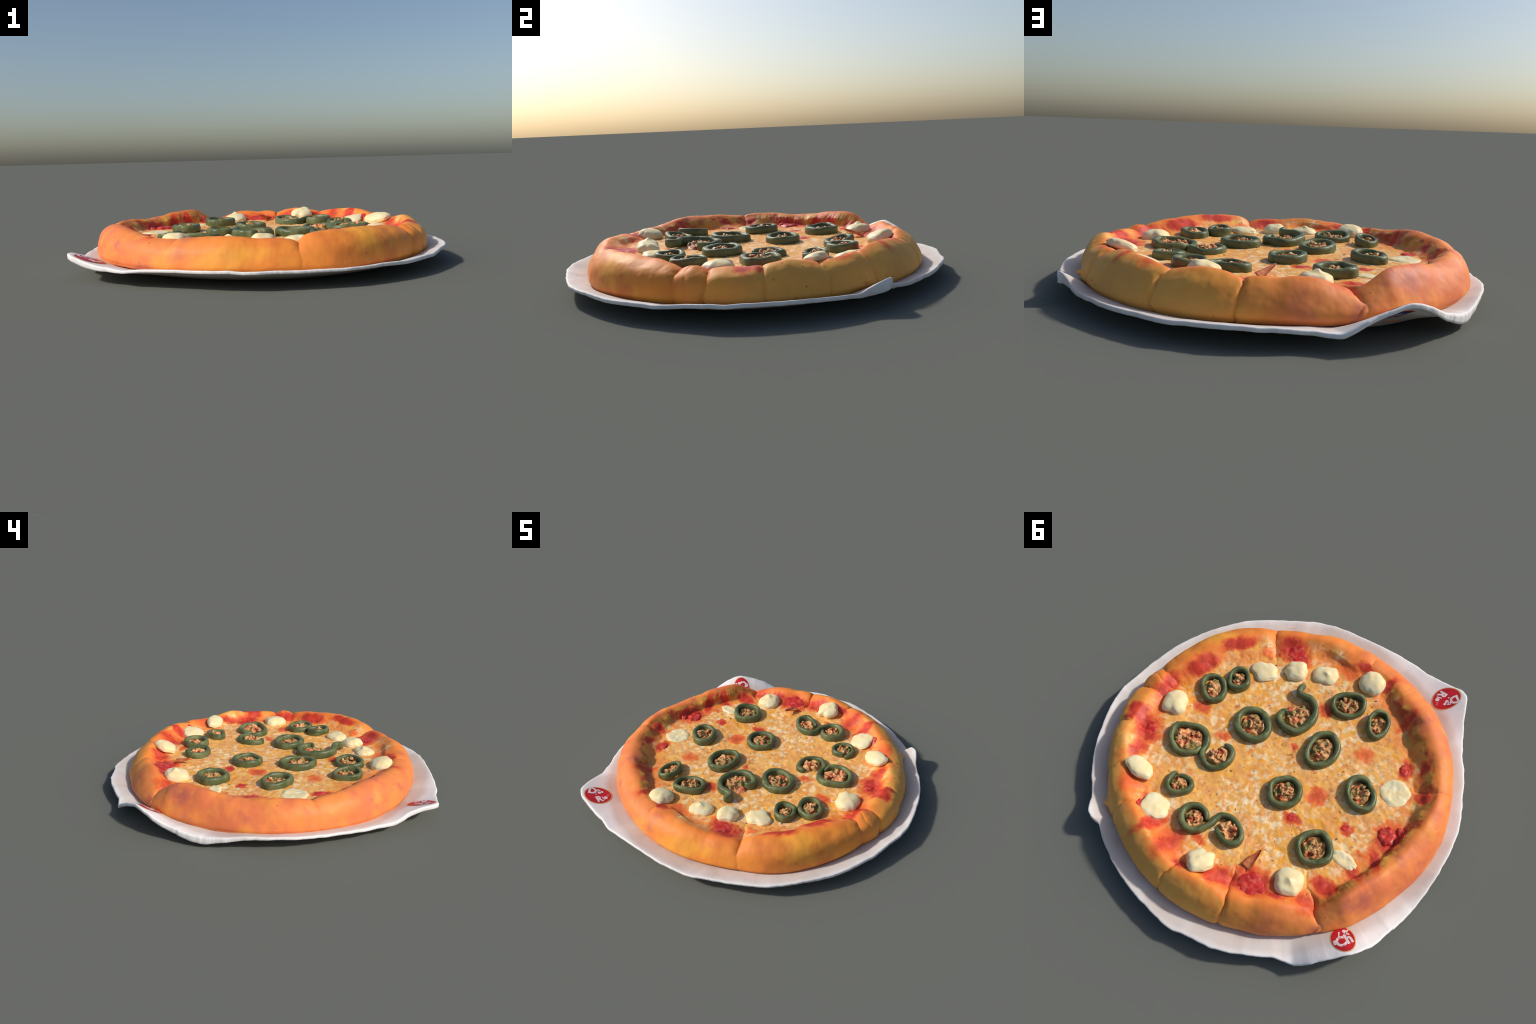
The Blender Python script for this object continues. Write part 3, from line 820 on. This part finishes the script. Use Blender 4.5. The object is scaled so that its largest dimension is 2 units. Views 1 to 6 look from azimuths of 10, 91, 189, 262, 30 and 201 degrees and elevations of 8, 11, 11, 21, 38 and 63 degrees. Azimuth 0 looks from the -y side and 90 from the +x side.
def chunk(center, size, seed, squash=(1, 1, .7)):
    """a torn bit of pulp or a seed"""
    vs, fs = [], []
    NU, NV = 10, 6
    r_ = random.Random(seed)
    rot = r_.random() * TAU
    for i in range(NV + 1):
        for j in range(NU):
            th, ph = math.pi * i / NV, TAU * j / NU
            d = np.array([math.sin(th) * math.cos(ph), math.sin(th) * math.sin(ph), math.cos(th)])
            q = 1 + .55 * (perlin1(d * 1.6 + seed * 3.1)) 
            p = d * size * q * np.array(squash)
            vs.append((center[0] + p[0] * math.cos(rot) - p[1] * math.sin(rot), center[1] + p[0] * math.sin(rot) + p[1] * math.cos(rot), center[2] + p[2]))
    for i in range(NV):
        for j in range(NU):
            fs.append((i * NU + j, (i + 1) * NU + j, (i + 1) * NU + (j + 1) % NU, i * NU + (j + 1) % NU))
    return vs, fs

def pulp(center, ax, ay, rot, parent, base, seed, amp=.014, level=.021):
    """torn fleshy middle of a pepper ring with loose bits"""
    vs, fs = [], []
    NA, NR = 64, 22
    cr, sr = math.cos(rot), math.sin(rot)
    for k in range(NR + 1):
        q = k / NR
        for j in range(NA):
            a = TAU * j / NA
            e = 1 + .16 * (perlin1(np.array([math.cos(a) * 1.8, math.sin(a) * 1.8, seed * 1.7])))
            u, v = ax * q * e * math.cos(a), ay * q * e * math.sin(a)
            x, y = center[0] + u * cr - v * sr, center[1] + u * sr + v * cr
            g = ground(x, y)[0]
            p = np.array([x * 34, y * 34, seed * 2.3])
            p = p * .75
            nz = (fbm1(p, 3))
            hz = level + amp * (nz * .8 + (.25 - abs((perlin1(p * 1.4 + 5)))) * .9)
            fall = 1 - max(0, (q - .72) / .28) ** 2 * 1.25
            vs.append((x - base.x, y - base.y, g + max(hz, .003) * fall - base.z))
    for k in range(NR):
        for j in range(NA):
            fs.append((k * NA + j, (k + 1) * NA + j, (k + 1) * NA + (j + 1) % NA, k * NA + (j + 1) % NA))
    r_ = random.Random(seed)
    for b in range(8):
        a, q = r_.random() * TAU, math.sqrt(r_.random()) * .72
        u, v = ax * q * math.cos(a), ay * q * math.sin(a)
        x, y = center[0] + u * cr - v * sr, center[1] + u * sr + v * cr
        cv, cf = chunk((x - base.x, y - base.y, ground(x, y)[0] - base.z + level + r_.uniform(-.004, .008)), r_.uniform(.008, .017), seed * 31 + b, (1, r_.uniform(.5, .9), r_.uniform(.5, .9)))
        o = len(vs)
        vs += cv
        fs += [tuple(i + o for i in f) for f in cf]
    return add('seed_pulp', mesh_from('seed_pulp', vs, fs), M_PULP, parent)

PULP = {'A': [(.480, -.295, .050, .058, .3)], 'B': [(.367, -.395, .038, .045, .2)], 'C': [(.190, -.158, .070, .064, .2)], 'D': [(-.022, -.288, .072, .078, .5)],
        'E': [(-.255, -.445, .064, .050, .35)], 'F': [(-.440, -.380, .040, .062, -.35)], 'G': [(-.208, -.138, .062, .072, -.2)],
        'H': [(.480, .044, .078, .068, .2), (.300, .080, .052, .050, .3)], 'J': [(.418, .305, .046, .042, .2)],
        'K': [(.270, .448, .050, .052, .3), (.090, .452, .058, .056, .2)], 'M': [(-.103, .156, .058, .058, 0)], 'N': [(-.470, .034, .052, .068, -.3)],
        'O': [(-.345, .390, .062, .062, 0)]}
for k, key in enumerate(RINGS):
    ob, base = pepper_ring(key, k * 2.7 + 1)
    for q, (px, py, ax, ay, rot) in enumerate(PULP[key]):
        pulp((px, py), ax * 1.08, ay * 1.08, rot, ob, base, k * 3 + q + 1)

# ================================================================== MOZZARELLA
def mozzarella_material():
    n = Nodes('mozzarella')
    col = n.mix(n.range(n.noise(14, 4), .38, .64), srgb(236, 214, 160), srgb(231, 219, 178))
    col = n.mix(n.math('MULTIPLY', n.range(n.noise(26, 4, vec=n.vmath('ADD', n.co, (3, 3, 0))), .58, .70), .35), col, srgb(206, 186, 138))
    return n.finish(col, .5, n.noise(35, 3), .12, .004, .3, .12)
M_MOZ = mozzarella_material()
# x, y, radii, turn, height, peak height, sink
MOZ = [
 (.640, -.138, .062, .070, 30, .052, .000, .000, 1.0), (.252, -.500, .068, .060, 10, .034, .000, .000, 1.0), (.087, -.560, .062, .054, 15, .050, .000, .002, 1.0),
 (-.073, -.590, .068, .054, 10, .032, .014, .000, 1.0), (-.332, -.622, .068, .062, -25, .052, .000, .006, .8), (.640, .300, .074, .050, -20, .040, .000, .016, 1.8),
 (.480, .460, .074, .068, 0, .031, .004, .004, 1.4), (.150, .655, .058, .070, -40, .046, .006, .018, 1.2), (-.283, .600, .066, .070, 0, .052, .018, .002, .8),
]
def mozzarella(x, y, rx, ry, rot, h, peak, lift, lean, seed):
    g, _ = ground(x, y)
    e = .04
    gx = (ground(x + e, y)[0] - ground(x - e, y)[0]) / (2 * e)
    gy = (ground(x, y + e)[0] - ground(x, y - e)[0]) / (2 * e)
    nv = Vector((-gx * lean, -gy * lean, 1)).normalized()
    q = Vector((0, 0, 1)).rotation_difference(nv).to_matrix()
    NU, NV = 64, 30
    vs, fs = [], []
    cr, sr = math.cos(math.radians(rot)), math.sin(math.radians(rot))
    for i in range(NV + 1):
        th = math.pi * i / NV
        for j in range(NU):
            ph = TAU * j / NU
            c_, s_ = math.cos(th), math.sin(th)
            rad = s_ ** .72
            d = np.array([math.cos(ph) * rad, math.sin(ph) * rad, math.copysign(abs(c_) ** .9, c_)])
            out = 1 + .17 * (perlin1(np.array([math.cos(ph) * 1.3, math.sin(ph) * 1.3, seed * 1.9]))) + .05 * (perlin1(d * 2.5 + seed))
            u, v = rx * d[0] * out, ry * d[1] * out
            zz = d[2] * (h * .78 if c_ > 0 else h * .5)
            if c_ > 0:
                zz += peak * math.exp(-((d[0] + .1) ** 2 + (d[1] - .05) ** 2) / .05)
                zz += .0032 * (fbm1(np.array([u * 16, v * 16, seed * 3.0]), 2)) * c_
            p = q @ Vector((u * cr - v * sr, u * sr + v * cr, zz + h * .10))
            vs.append(p)
    for i in range(NV):
        for j in range(NU):
            fs.append((i * NU + j, (i + 1) * NU + j, (i + 1) * NU + (j + 1) % NU, i * NU + (j + 1) % NU))
    return add('mozzarella', mesh_from('mozzarella', vs, fs), M_MOZ, pizza_root, (x, y, g + lift))
for k, (x, y, rx, ry, rot, h, peak, lift, lean) in enumerate(MOZ):
    mozzarella(x, y, rx * 1.08, ry * 1.08, rot, h, peak, lift, lean, k + 1)

def draped(name, x, y, rx, ry, rot, h, mat, seed, rough=.12, edge=.35):
    """a low piece lying on the cheese: follows the ground, rounded edge"""
    NA, NR = 72, 16
    vs, fs = [], []
    cr, sr = math.cos(math.radians(rot)), math.sin(math.radians(rot))
    g0 = ground(x, y)[0]
    for k in range(NR + 1):
        q = k / NR
        for j in range(NA):
            a = TAU * j / NA
            e = 1 + rough * (fbm1(np.array([math.cos(a) * 1.6, math.sin(a) * 1.6, seed * 2.1]), 3))
            u, v = rx * q * e * math.cos(a), ry * q * e * math.sin(a)
            px, py = x + u * cr - v * sr, y + u * sr + v * cr
            g = ground(px, py)[0]
            t = max(0, (q - (1 - edge)) / edge)
            hz = h * math.sqrt(max(0, 1 - t * t)) + .0015 * (fbm1(np.array([px * 26, py * 26, seed]), 2)) - .003 * t
            vs.append((px - x, py - y, g + hz - g0))
    for k in range(NR):
        for j in range(NA):
            fs.append((k * NA + j, (k + 1) * NA + j, (k + 1) * NA + (j + 1) % NA, k * NA + (j + 1) % NA))
    return add(name, mesh_from(name, vs, fs), mat, pizza_root, (x, y, g0))
draped('mozzarella', -.634, -.034, .086, .078, 20, .0075, M_MOZ, 21, .08)
draped('mozzarella', -.500, .396, .070, .040, -20, .0065, M_MOZ, 22, .10)

# ================================================================== TOMATO
def tomato_material():
    n = Nodes('cooked_tomato')
    col = n.mix(n.range(n.noise(18, 4), .36, .64), srgb(202, 48, 38), srgb(172, 36, 32))
    col = n.mix(n.math('MULTIPLY', n.range(n.noise(30, 3, vec=n.vmath('ADD', n.co, (2, 0, 0))), .52, .66), .7), col, srgb(218, 92, 72))
    return n.finish(col, .42, n.noise(60, 3), .25, .003, .4)
M_TOMATO = tomato_material()
for k, (x, y, rx, ry, rot, h) in enumerate([(-.662, .208, .046, .056, 20, .012), (-.722, .168, .020, .034, 25, .010), (-.642, -.174, .022, .034, 15, .006),
        (-.182, .271, .032, .028, 20, .0015), (-.454, .230, .030, .024, 40, .0015), (-.122, .668, .070, .056, 0, .006), (.122, -.672, .054, .056, 20, .004),
        (.695, .052, .034, .040, 20, .004), (.548, .470, .026, .026, 0, .008)]):
    draped('tomato_piece', x, y, rx, ry, rot, h, M_TOMATO, 40 + k, .16, .45)

# ---- curled pepper flake that stands up near the north edge
def flake():
    base = np.array([-.066, .600]); tip = np.array([-.110, .500])
    vs, fs = [], []
    NL, NW = 18, 10
    d = tip - base; L = np.linalg.norm(d); d /= L
    nrm = np.array([-d[1], d[0]])
    z0 = ground(*base)[0]
    for side in (1, -1):
        for i in range(NL + 1):
            t = i / NL
            w = .026 * (1 - t) ** .7 + .001
            for j in range(NW + 1):
                s = 2 * j / NW - 1
                p = base + d * L * t + nrm * w * s
                z = z0 + .004 + .030 * t ** 1.2 + .012 * s * s * (1 - .5 * t) + side * .0022
                vs.append((p[0], p[1], z))
    o = (NL + 1) * (NW + 1)
    for i in range(NL):
        for j in range(NW):
            a = i * (NW + 1) + j
            fs.append((a, a + 1, a + NW + 2, a + NW + 1))
            fs.append((o + a, o + a + NW + 1, o + a + NW + 2, o + a + 1))
    rim_ = [j for j in range(NW + 1)] + [i * (NW + 1) + NW for i in range(1, NL + 1)] + [NL * (NW + 1) + j for j in range(NW - 1, -1, -1)] + [i * (NW + 1) for i in range(NL - 1, 0, -1)]
    for a, b in zip(rim_, rim_[1:] + rim_[:1]):
        fs.append((a, o + a, o + b, b))
    n = Nodes('browned_flake')
    mat = n.finish(n.mix(n.range(n.noise(22, 3), .4, .6), srgb(216, 136, 84), srgb(184, 84, 50)), .5)
    add('tomato_flake', mesh_from('tomato_flake', vs, fs), mat, pizza_root)
flake()

# ---- herb flecks
def herbs():
    n = Nodes('dried_herb')
    mat = n.finish(n.mix(n.range(n.noise(30, 2), .42, .58), srgb(96, 88, 52), srgb(126, 66, 44)), .6)
    vs, fs = [], []
    r_ = random.Random(3)
    k = 0
    while k < 60:
        x, y = r_.uniform(-.7, .7), r_.uniform(-.7, .7)
        if math.hypot(x, y) > .66:
            continue
        g = ground(x, y)[0]
        s = r_.choice((.0018, .0022, .003, .003, .005))
        cv, cf = chunk((x, y, g + .0004), s, k + 500, (1.5, .6, .45))
        o = len(vs)
        vs += cv
        fs += [tuple(i + o for i in f) for f in cf]
        k += 1
    ob = add('herb_flecks', mesh_from('herb_flecks', vs, fs), mat, pizza_root)
    ob['kind'] = 'stuff'
herbs()
